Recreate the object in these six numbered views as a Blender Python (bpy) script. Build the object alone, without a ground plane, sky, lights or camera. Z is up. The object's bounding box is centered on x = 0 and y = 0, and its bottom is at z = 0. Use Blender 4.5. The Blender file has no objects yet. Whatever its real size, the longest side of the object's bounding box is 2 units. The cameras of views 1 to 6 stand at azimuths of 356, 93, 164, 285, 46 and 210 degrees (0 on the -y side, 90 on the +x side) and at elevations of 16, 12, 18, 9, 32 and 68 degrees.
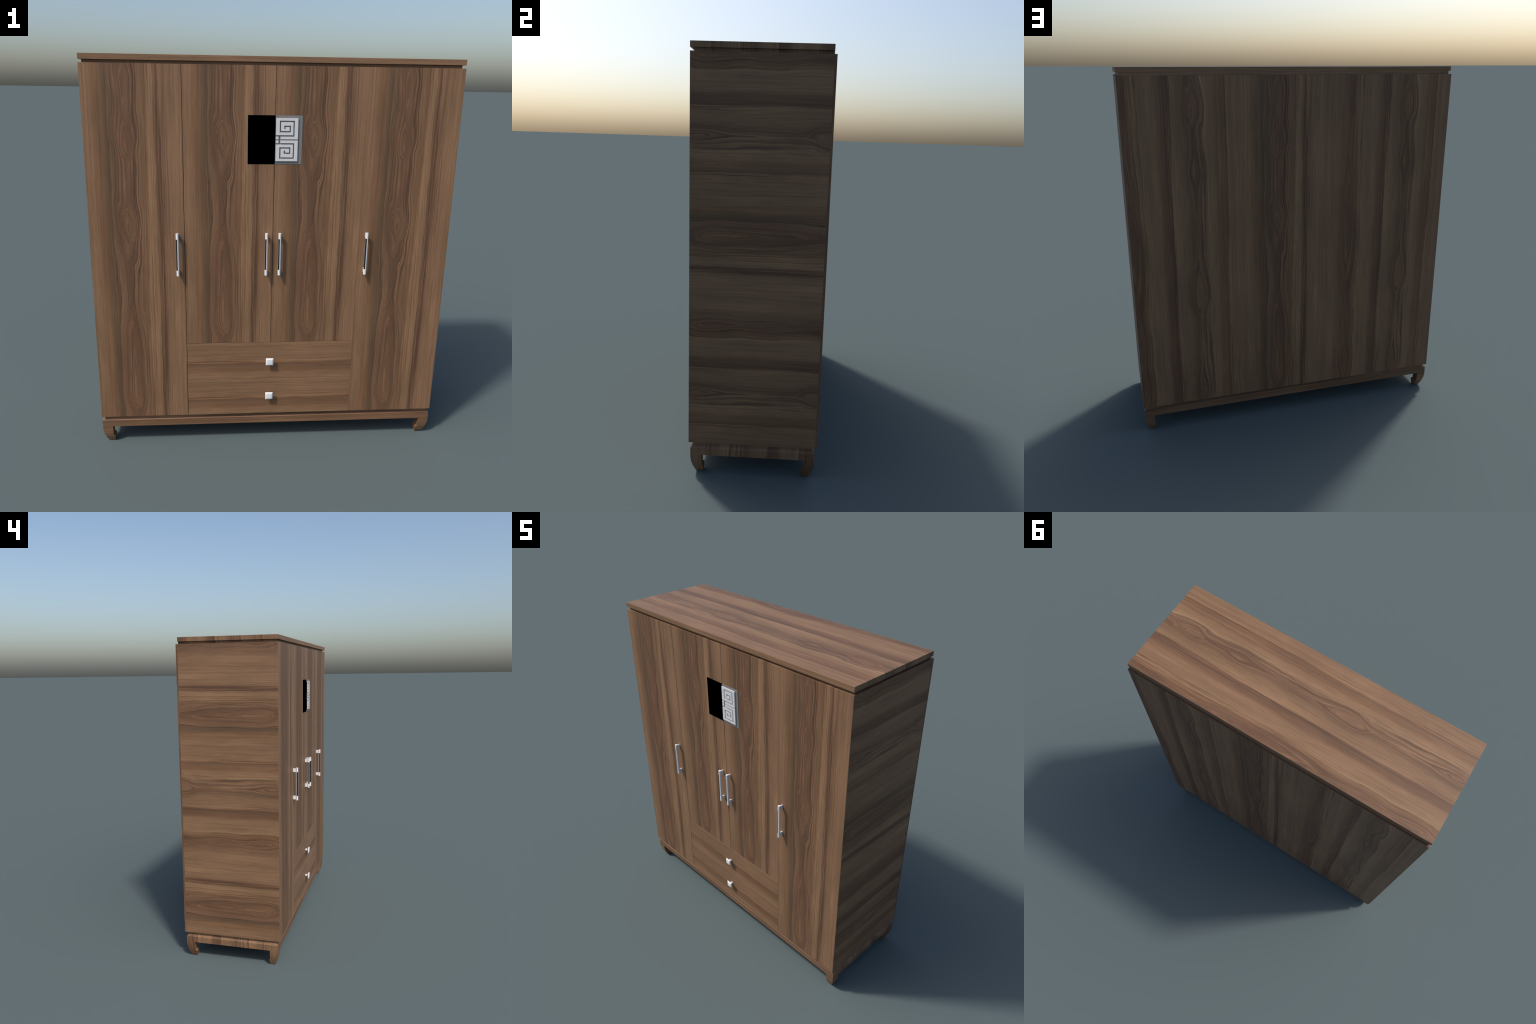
"""Four-door walnut wardrobe with two drawers, hoof feet, bar handles and a fretwork emblem."""
import bpy, bmesh, math
from mathutils import Vector

# ------------------------------------------------------------------ sizes (metres)
HALF_W = 0.8957                # half width of carcass and crown board
FRONT, BACK = -0.2926, 0.3261   # front of the doors, back of the back board
CROWN_BACK = 0.3155
Z0, Z1 = 0.162, 1.960          # carcass bottom / top
CROWN_Z0, CROWN_Z1 = 1.9747, 2.0
DOOR_T = 0.018
SPLIT = 0.4365                 # door joints at -SPLIT, 0, +SPLIT
DRAWER_TOP, DRAWER_MID = 0.5805, 0.3711
PERIOD = 1.191                 # the veneer leaf repeats across the grain

scene = bpy.context.scene

# ------------------------------------------------------------------ node helpers
def math_node(nt, op, a, b=None, c=None, clamp=False):
    n = nt.nodes.new("ShaderNodeMath"); n.operation = op; n.use_clamp = clamp
    for i, v in enumerate((a, b, c)):
        if v is None: continue
        if isinstance(v, (int, float)): n.inputs[i].default_value = v
        else: nt.links.new(v, n.inputs[i])
    return n.outputs[0]

def combine(nt, x, y, z=0.0):
    n = nt.nodes.new("ShaderNodeCombineXYZ")
    for i, v in enumerate((x, y, z)):
        if isinstance(v, (int, float)): n.inputs[i].default_value = v
        else: nt.links.new(v, n.inputs[i])
    return n.outputs[0]

def noise(nt, vec, detail=2.0, rough=0.5, dims="2D", w=None):
    n = nt.nodes.new("ShaderNodeTexNoise"); n.noise_dimensions = dims
    n.inputs["Scale"].default_value = 1.0
    n.inputs["Detail"].default_value = detail
    n.inputs["Roughness"].default_value = rough
    if dims == "1D": nt.links.new(w, n.inputs["W"])
    else: nt.links.new(vec, n.inputs["Vector"])
    return n.outputs["Fac"]

def smooth(nt, v, lo, hi, to0=0.0, to1=1.0):
    n = nt.nodes.new("ShaderNodeMapRange"); n.interpolation_type = "SMOOTHSTEP"
    nt.links.new(v, n.inputs["Value"])
    n.inputs["From Min"].default_value = lo; n.inputs["From Max"].default_value = hi
    n.inputs["To Min"].default_value = to0; n.inputs["To Max"].default_value = to1
    return n.outputs["Result"]

def mix_col(nt, fac, a, b, blend="MIX"):
    n = nt.nodes.new("ShaderNodeMix"); n.data_type = "RGBA"; n.blend_type = blend
    if isinstance(fac, (int, float)): n.inputs[0].default_value = fac
    else: nt.links.new(fac, n.inputs[0])
    for sock, v in ((n.inputs[6], a), (n.inputs[7], b)):
        if isinstance(v, tuple): sock.default_value = v
        else: nt.links.new(v, sock)
    return n.outputs[2]

def mix_val(nt, fac, a, b):
    n = nt.nodes.new("ShaderNodeMix"); n.data_type = "FLOAT"
    for sock, v in ((n.inputs[0], fac), (n.inputs[2], a), (n.inputs[3], b)):
        if isinstance(v, (int, float)): sock.default_value = v
        else: nt.links.new(v, sock)
    return n.outputs[0]

def ramp(nt, fac, stops, interp="LINEAR"):
    n = nt.nodes.new("ShaderNodeValToRGB"); r = n.color_ramp; r.interpolation = interp
    nt.links.new(fac, n.inputs[0])
    while len(r.elements) < len(stops): r.elements.new(0.5)
    for e, (p, c) in zip(r.elements, stops):
        e.position = p; e.color = (*c, 1.0)
    return n.outputs["Color"]

# ------------------------------------------------------------------ walnut veneer
# tones of the heartwood (linear base colours)
PALE  = (0.236, 0.144, 0.085)
LIGHT = (0.212, 0.127, 0.076)
MID   = (0.185, 0.109, 0.066)
BROWN = (0.172, 0.095, 0.052)
RED   = (0.133, 0.071, 0.043)
DARK  = (0.088, 0.053, 0.033)
OLIVE = (0.136, 0.085, 0.051)

# Three flat-sawn columns cross the leaf.  Along each one the saw cut runs deeper or shallower above
# the pith; where the depth falls to zero the growth rings close into eyes, flames and arches.
# (core position across the grain, rings per metre, [(height along the grain, depth above the pith), ...])
COLUMNS = [
    (0.190, 95.0, [(0.00, 0.042), (0.16, 0.000), (0.34, 0.016), (0.66, 0.050), (0.84, 0.046), (0.96, 0.032), (1.085, 0.012), (1.20, 0.032),
                   (1.40, 0.032), (1.47, 0.014), (1.60, 0.030), (1.72, 0.022), (1.80, 0.030)]),
    (0.606, 190.0, [(0.00, 0.030), (0.10, 0.014), (0.26, 0.026), (0.40, 0.020), (0.52, 0.036), (0.87, 0.000), (1.42, 0.034), (1.62, 0.034), (1.80, 0.034)]),
    (0.942, 125.0, [(0.00, 0.030), (0.06, 0.020), (0.30, 0.036), (0.50, 0.038), (0.61, 0.006), (0.90, 0.038), (1.10, 0.038), (1.26, 0.034),
                    (1.37, 0.020), (1.47, 0.032), (1.54, 0.032), (1.63, 0.006), (1.80, 0.036)]),
]
CELL_EDGES = (0.400, 0.7725)     # where one column hands over to the next

# the leaf read across the grain: position in metres, tone
BANDS = [
    (0.000, LIGHT), (0.030, LIGHT), (0.050, LIGHT), (0.060, BROWN), (0.078, BROWN), (0.090, OLIVE), (0.108, DARK), (0.122, OLIVE),
    (0.138, RED), (0.160, RED), (0.190, BROWN), (0.205, BROWN), (0.222, RED), (0.240, DARK), (0.250, RED), (0.260, MID),
    (0.286, BROWN), (0.298, PALE), (0.327, PALE), (0.333, DARK), (0.352, RED), (0.364, MID), (0.385, LIGHT), (0.500, LIGHT),
    (0.545, MID), (0.572, RED), (0.635, RED), (0.664, BROWN), (0.672, PALE), (0.755, LIGHT), (0.778, RED), (0.819, DARK),
]
BANDS2 = [  # second part of the leaf, laid over the end of the first
    (0.805, DARK), (0.820, RED), (0.828, PALE), (0.868, LIGHT), (0.886, OLIVE), (0.905, RED), (0.925, MID), (0.950, MID), (0.972, RED), (0.990, OLIVE),
    (1.006, MID), (1.014, PALE), (1.042, LIGHT), (1.058, BROWN), (1.080, MID), (1.096, RED), (1.108, BROWN), (1.118, PALE), (1.128, MID),
    (1.150, LIGHT), (1.191, LIGHT),
]

def walnut_group():
    g = bpy.data.node_groups.new("walnut_leaf", "ShaderNodeTree")
    g.interface.new_socket("u", in_out="INPUT", socket_type="NodeSocketFloat")
    g.interface.new_socket("v", in_out="INPUT", socket_type="NodeSocketFloat")
    g.interface.new_socket("Color", in_out="OUTPUT", socket_type="NodeSocketColor")
    gi = g.nodes.new("NodeGroupInput"); go = g.nodes.new("NodeGroupOutput")
    mul = lambda a, b: math_node(g, "MULTIPLY", a, b)
    add = lambda a, b: math_node(g, "ADD", a, b)
    sub = lambda a, b: math_node(g, "SUBTRACT", a, b)
    u0, v = gi.outputs["u"], gi.outputs["v"]
    u = math_node(g, "FLOORED_MODULO", u0, PERIOD)
    def field(fu, fv, z, detail=2.0, rough=0.5, cu=None):
        return noise(g, combine(g, mul(u if cu is None else cu, fu), mul(v, fv), z), detail, rough, "3D")
    # slow sway of the fibres, then a quicker waver
    sway = sub(field(4.0, 1.2, 0.3), 0.5)
    wave = sub(field(13.0, 2.6, 3.1), 0.5)
    wob = sub(field(40.0, 9.0, 6.4), 0.5)
    us = add(u, add(mul(sway, 0.022), add(mul(wave, 0.008), mul(wob, 0.003))))
    vs = add(v, add(mul(sub(field(16.0, 3.0, 8.8), 0.5), 0.10), add(mul(sub(field(70.0, 6.0, 18.8), 0.5), 0.06), mul(sub(field(11.0, 1.2, 33.0), 0.5), 0.30))))
    # pick the column this point belongs to
    isB = math_node(g, "GREATER_THAN", us, CELL_EDGES[0]); isC = math_node(g, "GREATER_THAN", us, CELL_EDGES[1])
    vn = math_node(g, "DIVIDE", vs, 1.85)
    depth, core, freq = None, None, None
    for k, (c, f, prof) in enumerate(COLUMNS):
        h = ramp(g, vn, [(p / 1.85, (d * 10,) * 3) for p, d in prof], "EASE")
        if k == 0: depth, core, freq = h, c, f
        else:
            sel = isB if k == 1 else isC
            depth = mix_val(g, sel, depth, h); core = mix_val(g, sel, core, c); freq = mix_val(g, sel, freq, f)
    du = sub(us, core)
    adu = math_node(g, "ABSOLUTE", du)
    h = mul(mul(depth, 0.1), smooth(g, adu, 0.115, 0.022))
    # exponent between 1 (sharp chevrons) and 2 (round eyes): pointed flames
    pw = lambda a, b: math_node(g, "POWER", a, b)
    r = pw(add(pw(add(adu, 0.0008), 1.35), pw(math_node(g, "MAXIMUM", h, 0.0), 1.35)), 1.0 / 1.35)
    r = add(r, mul(wob, 0.006))
    q = math_node(g, "MAXIMUM", add(core, mul(math_node(g, "SIGN", du), r)), 0.0)
    # the ribbons fray into single fibres at their edges
    line = field(140.0, 0.9, 5.1, 4.0, 0.70, q)
    fibre = field(320.0, 2.0, 17.1, 3.0, 0.65, q)
    fray = add(mul(sub(line, 0.5), 0.100), mul(sub(fibre, 0.5), 0.050))
    qb = math_node(g, "MAXIMUM", add(q, fray), 0.0)
    b1 = ramp(g, qb, list(BANDS))
    b2 = ramp(g, sub(qb, 0.8), [(p - 0.8, c) for p, c in BANDS2])
    base = mix_col(g, smooth(g, qb, 0.808, 0.816), b1, b2)
    # growth rings round the core, here clear, there lost among the fibres
    near = smooth(g, r, 0.070, 0.034)
    ring = noise(g, None, 3.0, 0.62, "1D", add(mul(add(r, mul(fray, 0.16)), freq), mul(core, 31.0)))
    ring = smooth(g, ring, 0.30, 0.68)
    ring_col = ramp(g, ring, [(0.0, DARK), (0.25, RED), (0.60, (0.160, 0.092, 0.055)), (0.95, MID)])
    clear = smooth(g, field(9.0, 3.5, 27.0), 0.36, 0.62, 0.12, 0.70)
    col = mix_col(g, 0.10, base, (*MID, 1.0))
    col = mix_col(g, mul(near, clear), col, ring_col)
    # streaks that follow the fibres: broad ribbons, lines and hair-fine pores
    broad = field(46.0, 0.7, 1.7, 3.0, 0.6, q)
    fine = field(520.0, 12.0, 9.3, 2.0, 0.6, q)
    patch = field(12.0, 2.4, 14.2, 3.0, 0.6)
    def swing(n, lo, hi, amount):
        return add(1.0, mul(sub(smooth(g, n, lo, hi), 0.5), amount))
    # sapwood-light bands are plain, heart-dark bands are full of lines
    sep = g.nodes.new("ShaderNodeSeparateColor"); g.links.new(base, sep.inputs[0])
    busy = smooth(g, sep.outputs[0], 0.215, 0.135, 0.55, 1.25)
    far = mul(sub(1.0, mul(near, 0.5)), busy)
    val = mul(swing(broad, 0.30, 0.70, 0.16), swing(fine, 0.25, 0.75, 0.20))
    val = mul(val, add(1.0, mul(mul(sub(smooth(g, line, 0.34, 0.66), 0.5), 0.40), far)))
    val = mul(val, add(1.0, mul(mul(sub(smooth(g, fibre, 0.34, 0.66), 0.5), 0.27), busy)))
    val = mul(val, swing(patch, 0.30, 0.70, 0.20))
    col = mix_col(g, 1.0, col, combine(g, val, val, val), "MULTIPLY")
    # thin dark fibres, gathered in the darker ribbons
    dark = mul(smooth(g, fibre, 0.44, 0.34), smooth(g, line, 0.54, 0.36))
    col = mix_col(g, mul(mul(dark, busy), 0.58), col, (0.080, 0.048, 0.030, 1.0))
    tint = ramp(g, field(30.0, 1.2, 21.0, 2.0, 0.5, q), [(0.35, (0.975, 0.912, 0.845)), (0.65, (0.962, 0.920, 0.838))])
    col = mix_col(g, 1.0, col, tint, "MULTIPLY")
    g.links.new(col, go.inputs["Color"])
    return g

WALNUT = walnut_group()

def walnut(name, u_axis, u_off, v_axis, v_off):
    """Veneer laid with 'across the grain' and 'along the grain' as given axes of the object."""
    m = bpy.data.materials.new(name); m.use_nodes = True
    nt = m.node_tree; bsdf = nt.nodes["Principled BSDF"]
    tc = nt.nodes.new("ShaderNodeTexCoord")
    def axis(ax, off):
        d = nt.nodes.new("ShaderNodeVectorMath"); d.operation = "DOT_PRODUCT"
        nt.links.new(tc.outputs["Object"], d.inputs[0]); d.inputs[1].default_value = ax
        return math_node(nt, "ADD", d.outputs["Value"], off)
    n = nt.nodes.new("ShaderNodeGroup"); n.node_tree = WALNUT
    nt.links.new(axis(u_axis, u_off), n.inputs["u"]); nt.links.new(axis(v_axis, v_off), n.inputs["v"])
    nt.links.new(n.outputs["Color"], bsdf.inputs["Base Color"])
    bsdf.inputs["Roughness"].default_value = 0.5
    bsdf.inputs["Specular IOR Level"].default_value = 0.28
    return m

def plain(name, col, rough=0.4, metallic=0.0, spec=0.5):
    m = bpy.data.materials.new(name); m.use_nodes = True
    nt = m.node_tree; b = nt.nodes["Principled BSDF"]
    tc = nt.nodes.new("ShaderNodeTexCoord")
    n = nt.nodes.new("ShaderNodeTexNoise"); n.inputs["Scale"].default_value = 60.0
    nt.links.new(tc.outputs["Object"], n.inputs["Vector"])
    lo = tuple(c * 0.97 for c in col); hi = tuple(min(1.0, c * 1.03) for c in col)
    nt.links.new(ramp(nt, n.outputs["Fac"], [(0.3, lo), (0.7, hi)]), b.inputs["Base Color"])
    b.inputs["Roughness"].default_value = rough; b.inputs["Metallic"].default_value = metallic
    b.inputs["Specular IOR Level"].default_value = spec
    return m

X, Y, Z = (1, 0, 0), (0, 1, 0), (0, 0, 1)
NX, NY, NZ = (-1, 0, 0), (0, -1, 0), (0, 0, -1)

M_door    = walnut("walnut_door", X, 0.0, Z, 0.0)                       # door-local coordinates
M_drawer  = walnut("walnut_drawer", Z, 1.010, X, 0.10)
M_left    = walnut("walnut_left_side", Z, -Z0, Y, 0.315)
M_right   = walnut("walnut_right_side", NZ, 1.365, Y, 0.315)
M_left_e  = walnut("walnut_left_door_edge", Z, 0.0, Y, 0.023)
M_right_e = walnut("walnut_right_door_edge", NZ, 1.365 - Z0, Y, 0.023)
M_back    = walnut("walnut_back", NX, 0.297, Z, -Z0)
M_back_e  = walnut("walnut_back_edge", Y, 0.290, Z, -Z0)
M_top     = walnut("walnut_crown", NY, 0.905, X, 0.905)
M_front   = walnut("walnut_crown_edge", NZ, 3.18, X, 0.905)
M_stripe  = walnut("walnut_end_stripe", NY, 0.905, Z, 0.10)
M_rail    = walnut("walnut_rail", Z, 0.965, X, 1.30)
M_inside  = walnut("walnut_inside", X, 0.03, Z, 0.0)
M_white   = plain("white_lacquered_metal", (0.72, 0.72, 0.73), 0.35)
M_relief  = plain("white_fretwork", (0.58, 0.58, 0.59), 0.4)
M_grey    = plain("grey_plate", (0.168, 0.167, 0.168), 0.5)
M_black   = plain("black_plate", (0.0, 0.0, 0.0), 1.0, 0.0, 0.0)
M_inlay   = plain("black_inlay", (0.012, 0.012, 0.012), 0.5, 0.0, 0.3)

# ------------------------------------------------------------------ mesh helpers
def make_object(name, bm, mats, parent, origin=(0, 0, 0), pick=None, smooth_angle=None):
    """bm is in world coordinates; the object origin is set and the mesh moved back."""
    bmesh.ops.translate(bm, verts=bm.verts, vec=-Vector(origin))
    bm.normal_update()
    if pick:
        for f in bm.faces: f.material_index = pick(f.normal)
    me = bpy.data.meshes.new(name); bm.to_mesh(me); bm.free()
    for m in mats: me.materials.append(m)
    ob = bpy.data.objects.new(name, me); scene.collection.objects.link(ob)
    ob.location = origin
    if parent is not None:
        ob.parent = parent
        ob.location = Vector(origin) - Vector(parent_world.get(parent.name, (0, 0, 0)))
    parent_world[ob.name] = tuple(origin)
    if smooth_angle is not None:
        for p in me.polygons: p.use_smooth = True
        me.set_sharp_from_angle(angle=math.radians(smooth_angle))
    return ob

parent_world = {}

def box_bm(x0, x1, y0, y1, z0, z1, bevel=0.0):
    bm = bmesh.new()
    bmesh.ops.create_cube(bm, size=1.0)
    for v in bm.verts:
        v.co = Vector((x0 if v.co.x < 0 else x1, y0 if v.co.y < 0 else y1, z0 if v.co.z < 0 else z1))
    if bevel:
        bmesh.ops.bevel(bm, geom=bm.edges[:], offset=bevel, segments=2, affect="EDGES", profile=0.5)
    return bm

def axis_pick(xn, yn, zn, xp=None, yp=None, zp=None):
    """material slot by dominant face normal: -x, -y, -z, +x, +y, +z"""
    xp = xn if xp is None else xp; yp = yn if yp is None else yp; zp = zn if zp is None else zp
    def pick(n):
        a = (abs(n.x), abs(n.y), abs(n.z)); i = a.index(max(a))
        return ((xn, xp), (yn, yp), (zn, zp))[i][1 if (n.x, n.y, n.z)[i] > 0 else 0]
    return pick

def add_cylinder(bm, r, p0, p1, seg=24, a0=0.0, a1=2 * math.pi, mat=0):
    """Solid (or pie-slice) rod between two points, angles measured round z for upright rods."""
    d = (Vector(p1) - Vector(p0)).normalized()
    if abs(d.z) > 0.9: e1, e2 = Vector((1, 0, 0)), Vector((0, 1, 0))
    else: e1, e2 = Vector((1, 0, 0)), Vector((0, 0, 1))
    full = a1 - a0 > 6.28
    k = seg if full else max(6, int(seg * (a1 - a0) / 6.283)) + 1
    ang = [a0 + (a1 - a0) * i / (seg if full else k - 1) for i in range(k)]
    pts = [e1 * (r * math.cos(t)) + e2 * (r * math.sin(t)) for t in ang]
    if not full: pts.append(Vector((0, 0, 0)))
    lo = [bm.verts.new(Vector(p0) + p) for p in pts]; hi = [bm.verts.new(Vector(p1) + p) for p in pts]
    fs = [bm.faces.new(list(reversed(lo))), bm.faces.new(hi)]
    n = len(pts)
    for i in range(n): fs.append(bm.faces.new((lo[i], lo[(i + 1) % n], hi[(i + 1) % n], hi[i])))
    for f in fs: f.material_index = mat
    bmesh.ops.recalc_face_normals(bm, faces=fs)

# ------------------------------------------------------------------ the wardrobe
root = bpy.data.objects.new("wardrobe", None)
scene.collection.objects.link(root)
root.empty_display_size = 0.2
root["label"] = "tall walnut wardrobe with four doors and two drawers"
root["category"] = "wardrobe"

# carcass ------------------------------------------------------------
y_in = FRONT + DOOR_T + 0.0001
make_object("side_panel", box_bm(-HALF_W, -HALF_W + 0.018, y_in, CROWN_BACK, Z0, Z1), [M_left, M_inside], root, pick=axis_pick(0, 1, 1, 1))
make_object("side_panel", box_bm(HALF_W - 0.018, HALF_W, y_in, CROWN_BACK, Z0, Z1), [M_right, M_inside], root, pick=axis_pick(1, 1, 1, 0))
make_object("back_panel", box_bm(-HALF_W, HALF_W, CROWN_BACK + 0.0001, BACK, Z0, Z1), [M_back, M_back_e], root, pick=axis_pick(1, 0, 1))
xi = HALF_W - 0.0182
make_object("bottom_panel", box_bm(-xi, xi, y_in, CROWN_BACK - 0.0002, Z0 + 0.0004, Z0 + 0.018), [M_inside], root)
make_object("top_panel", box_bm(-xi, xi, y_in, CROWN_BACK - 0.0002, Z1 - 0.018, Z1 - 0.0004), [M_inside], root)
for x in (-SPLIT, SPLIT):
    make_object("partition", box_bm(x - 0.009, x + 0.009, y_in + 0.012, CROWN_BACK - 0.0004, Z0 + 0.0182, Z1 - 0.0182), [M_inside], root)
make_object("shelf", box_bm(-SPLIT + 0.0092, SPLIT - 0.0092, y_in + 0.012, CROWN_BACK - 0.0004, DRAWER_TOP - 0.012, DRAWER_TOP + 0.006), [M_inside], root)

# crown --------------------------------------------------------------
make_object("crown_neck", box_bm(-0.8825, 0.8825, -0.2750, CROWN_BACK - 0.0001, Z1, CROWN_Z0), [M_stripe, M_front], root, pick=axis_pick(0, 1, 1))
make_object("crown_board", box_bm(-HALF_W, HALF_W, FRONT, CROWN_BACK, CROWN_Z0, CROWN_Z1, 0.0006),
            [M_top, M_front, M_stripe], root, pick=axis_pick(2, 1, 0))

# doors and drawers ---------------------------------------------------
G = 0.0011   # half of an open joint
g_r = 0.00015 # the right pair closes tightly
doors = [
    (-HALF_W, -SPLIT - G, Z0), (-SPLIT + G, -G, DRAWER_TOP), (G, SPLIT - g_r, DRAWER_TOP), (SPLIT + g_r, HALF_W, Z0)]
for i, (x0, x1, z0) in enumerate(doors):
    left = (-HALF_W, -SPLIT, 0.0, SPLIT)[i]
    mats = [M_door, M_left_e, M_right_e]
    make_object("door", box_bm(x0, x1, FRONT, FRONT + DOOR_T, z0 + (0.0008 if z0 > Z0 else 0), Z1, 0.0004), mats, root,
                origin=(left, FRONT, z0), pick=axis_pick(1 if i == 0 else 0, 0, 0, 2 if i == 3 else 0))
for z0, z1 in ((Z0, DRAWER_MID - 0.0006), (DRAWER_MID + 0.0006, DRAWER_TOP - 0.0006)):
    make_object("drawer_front", box_bm(-SPLIT + G, SPLIT - 0.0006, FRONT, FRONT + DOOR_T, z0, z1, 0.0004), [M_drawer], root,
                origin=(-SPLIT, FRONT, z0))

# base frame -----------------------------------------------------------
BX, BY0, BY1 = 0.8955, -0.2839, 0.3150
RAIL_Z0, RAIL_Z1, CHAM = 0.0978, 0.1340, 0.0120
def ring(bm, inset, z, inner=False):
    a = inset
    return [bm.verts.new(p) for p in ((-BX + a, BY0 + a, z), (BX - a, BY0 + a, z), (BX - a, BY1 - a, z), (-BX + a, BY1 - a, z))]
bm = bmesh.new()
loops = [ring(bm, 0.052, RAIL_Z0), ring(bm, 0.0, RAIL_Z0), ring(bm, 0.0, RAIL_Z1), ring(bm, CHAM, RAIL_Z1 + CHAM),
         ring(bm, CHAM, Z0 - 0.0002), ring(bm, 0.052, Z0 - 0.0002)]
for a, b in zip(loops, loops[1:] + loops[:1]):
    for i in range(4): bm.faces.new((a[i], a[(i + 1) % 4], b[(i + 1) % 4], b[i]))
bmesh.ops.recalc_face_normals(bm, faces=bm.faces[:])
def base_pick(n): return 0 if abs(n.x) < 0.5 else 1
make_object("base_frame", bm, [M_rail, M_stripe], root, pick=base_pick)

# hoof feet: square sections, outer curve sweeps inwards, toe hooks inwards
OUTER = [(0.0977, 0.0), (0.086, 0.0004), (0.075, 0.0014), (0.064, 0.0030), (0.053, 0.0054), (0.042, 0.0084), (0.032, 0.0117),
         (0.022, 0.0155), (0.012, 0.0196), (0.0, 0.0248)]
INNER = [(0.0977, 0.0530), (0.050, 0.0530), (0.043, 0.0533), (0.0395, 0.0540), (0.0370, 0.0555), (0.0356, 0.0580), (0.0352, 0.0602),
         (0.0310, 0.0608), (0.015, 0.0600), (0.0, 0.0585)]
def lookup(table, z):
    for (za, a), (zb, b) in zip(table, table[1:]):
        if zb <= z <= za: return a + (b - a) * (za - z) / (za - zb)
    return table[-1][1]
heights = sorted({z for z, _ in OUTER + INNER}, reverse=True)
for sx in (-1, 1):
    for sy in (-1, 1):
        bm = bmesh.new(); rows = []
        for z in heights:
            o, n = lookup(OUTER, z), lookup(INNER, z)
            ys = (BY0 + o, BY0 + n) if sy < 0 else (BY1 - o, BY1 - n)
            xs = (sx * (BX - o), sx * (BX - n))
            rows.append([bm.verts.new((xs[i], ys[j], z)) for i, j in ((0, 0), (1, 0), (1, 1), (0, 1))])
        for a, b in zip(rows, rows[1:]):
            for i in range(4): bm.faces.new((a[i], a[(i + 1) % 4], b[(i + 1) % 4], b[i]))
        bm.faces.new(rows[0]); bm.faces.new(list(reversed(rows[-1])))
        bmesh.ops.recalc_face_normals(bm, faces=bm.faces[:])
        make_object("foot", bm, [M_rail, M_stripe], root, pick=base_pick, smooth_angle=40)

# bar handles -----------------------------------------------------------
H_R, H_Y = 0.0073, -0.3187
H_Z0, H_Z1 = 0.9590, 1.1745
for hx in (-0.4708, -0.0336, 0.0324, 0.4688):
    bm = bmesh.new()
    cap = 0.0285
    add_cylinder(bm, H_R, (hx, H_Y, H_Z0), (hx, H_Y, H_Z0 + cap), 32)
    add_cylinder(bm, H_R, (hx, H_Y, H_Z1 - cap), (hx, H_Y, H_Z1), 32)
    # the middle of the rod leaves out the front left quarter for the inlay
    a0, a1 = math.radians(-93), math.radians(165)
    add_cylinder(bm, H_R - 0.0001, (hx, H_Y, H_Z0 + cap), (hx, H_Y, H_Z1 - cap), 32, a0, a1)
    handle = make_object("door_handle", bm, [M_white], root, origin=(hx, H_Y, H_Z0), smooth_angle=35)
    bm = bmesh.new()
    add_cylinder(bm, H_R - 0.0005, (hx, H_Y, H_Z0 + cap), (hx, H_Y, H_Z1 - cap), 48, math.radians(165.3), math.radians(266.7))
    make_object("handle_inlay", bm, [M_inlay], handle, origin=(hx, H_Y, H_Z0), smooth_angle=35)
    for z0, z1 in ((1.1460, 1.1700), (0.9635, 0.9875)):
        make_object("handle_post", box_bm(hx - 0.0032, hx + 0.0032, H_Y + 0.003, FRONT - 0.0001, z0, z1, 0.0005), [M_white], handle, origin=(hx, H_Y, z0))

# drawer knobs ------------------------------------------------------------
for kz in (0.4775, 0.2780):
    kx, hw = -0.0048, 0.0200
    bm = bmesh.new()
    secs = [(-0.3100, hw - 0.0042), (-0.3135, hw), (-0.3165, hw), (-0.3205, hw - 0.0055)]
    rows = [[bm.verts.new((kx + a * s, y, kz + b * s)) for a, b in ((-1, -1), (1, -1), (1, 1), (-1, 1))] for y, s in secs]
    for a, b in zip(rows, rows[1:]):
        for i in range(4): bm.faces.new((a[i], a[(i + 1) % 4], b[(i + 1) % 4], b[i]))
    bm.faces.new(rows[0]); bm.faces.new(list(reversed(rows[-1])))
    bmesh.ops.recalc_face_normals(bm, faces=bm.faces[:])
    bmesh.ops.bevel(bm, geom=bm.edges[:], offset=0.0006, segments=2, affect="EDGES", profile=0.5)
    knob = make_object("drawer_knob", bm, [M_white], root, origin=(kx, -0.31, kz), smooth_angle=30)
    bm = bmesh.new()
    add_cylinder(bm, 0.0087, (kx, -0.3101, kz), (kx, FRONT - 0.0001, kz), 24)
    make_object("knob_stem", bm, [M_white], knob, origin=(kx, -0.31, kz), smooth_angle=35)

# emblem --------------------------------------------------------------------
E_X, E_Z0, E_Z1 = 0.1295, 1.5103, 1.7382
emblem = make_object("emblem_plate", box_bm(G, E_X, FRONT - 0.0015, FRONT - 0.0001, E_Z0, E_Z1), [M_grey], root, origin=(0, FRONT, E_Z0))
emblem_dark = make_object("emblem_plate", box_bm(-E_X, -0.0003, FRONT - 0.0013, FRONT - 0.0001, E_Z0, E_Z1), [M_black], root, origin=(0, FRONT, E_Z0))

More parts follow.
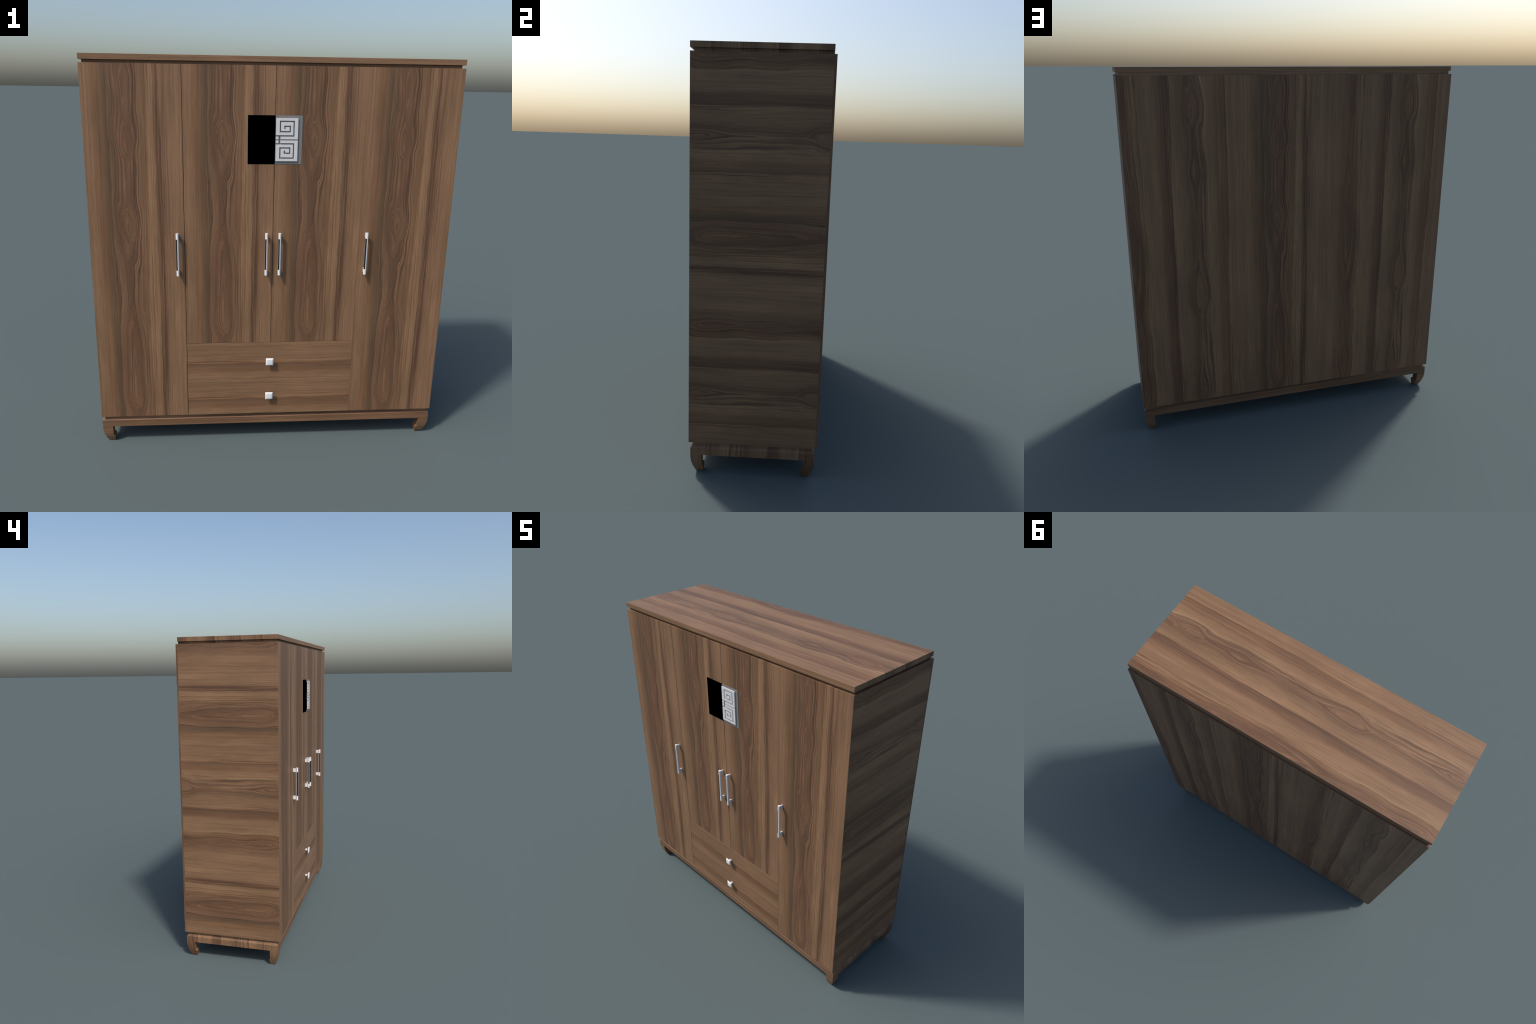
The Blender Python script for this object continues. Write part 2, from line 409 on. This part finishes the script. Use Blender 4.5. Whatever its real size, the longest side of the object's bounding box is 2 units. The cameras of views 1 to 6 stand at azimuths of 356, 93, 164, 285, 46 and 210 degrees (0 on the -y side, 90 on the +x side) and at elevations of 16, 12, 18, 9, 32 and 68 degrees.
# fretwork: a raised plate with a square spiral channel above and its mirror image below
MID_Z = 1.6255
GW = 0.0064  # channel width
path = [(0.000, 0.0185), (0.0885, 0.0185), (0.0885, 0.0855), (0.0237, 0.0855), (0.0237, 0.0380), (0.0708, 0.0380), (0.0708, 0.0628),
        (0.0452, 0.0628), (0.0452, 0.0505)]
channels = [(0.000, 0.120, -0.0024, 0.0024), (0.0160, 0.0252, -0.0180, 0.0180)]
for (xa, za), (xb, zb) in zip(path, path[1:]):
    x0, x1 = min(xa, xb) - GW / 2, max(xa, xb) + GW / 2
    z0, z1 = min(za, zb) - GW / 2, max(za, zb) + GW / 2
    if (xb, zb) == path[-1]: z0 += GW / 2
    channels += [(x0, x1, z0, z1), (x0, x1, -z1, -z0)]
RX0, RX1, RZ = 0.0030, 0.1080, 0.1003
xs = sorted({RX0, RX1} | {min(max(c, RX0), RX1) for ch in channels for c in ch[:2]})
zs = sorted({-RZ, RZ} | {min(max(c, -RZ), RZ) for ch in channels for c in ch[2:]})
def fretwork(mirror, mat, plate):
    bm = bmesh.new(); grid = {}
    def vert(i, j):
        if (i, j) not in grid: grid[i, j] = bm.verts.new((mirror * xs[i], FRONT - 0.0074, MID_Z + zs[j]))
        return grid[i, j]
    for i in range(len(xs) - 1):
        for j in range(len(zs) - 1):
            cx, cz = (xs[i] + xs[i + 1]) / 2, (zs[j] + zs[j + 1]) / 2
            if any(a < cx < b and c < cz < d for a, b, c, d in channels): continue
            if xs[i + 1] - xs[i] < 1e-6 or zs[j + 1] - zs[j] < 1e-6: continue
            bm.faces.new((vert(i, j), vert(i + 1, j), vert(i + 1, j + 1), vert(i, j + 1)))
    ext = bmesh.ops.extrude_face_region(bm, geom=bm.faces[:])
    back_verts = [v for v in ext["geom"] if isinstance(v, bmesh.types.BMVert)]
    bmesh.ops.translate(bm, verts=back_verts, vec=(0, 0.0058, 0))
    bmesh.ops.recalc_face_normals(bm, faces=bm.faces[:])
    bmesh.ops.dissolve_limit(bm, angle_limit=0.01, verts=bm.verts[:], edges=bm.edges[:])
    make_object("fretwork", bm, [mat], plate, origin=(0, FRONT, E_Z0))
fretwork(1, M_relief, emblem)
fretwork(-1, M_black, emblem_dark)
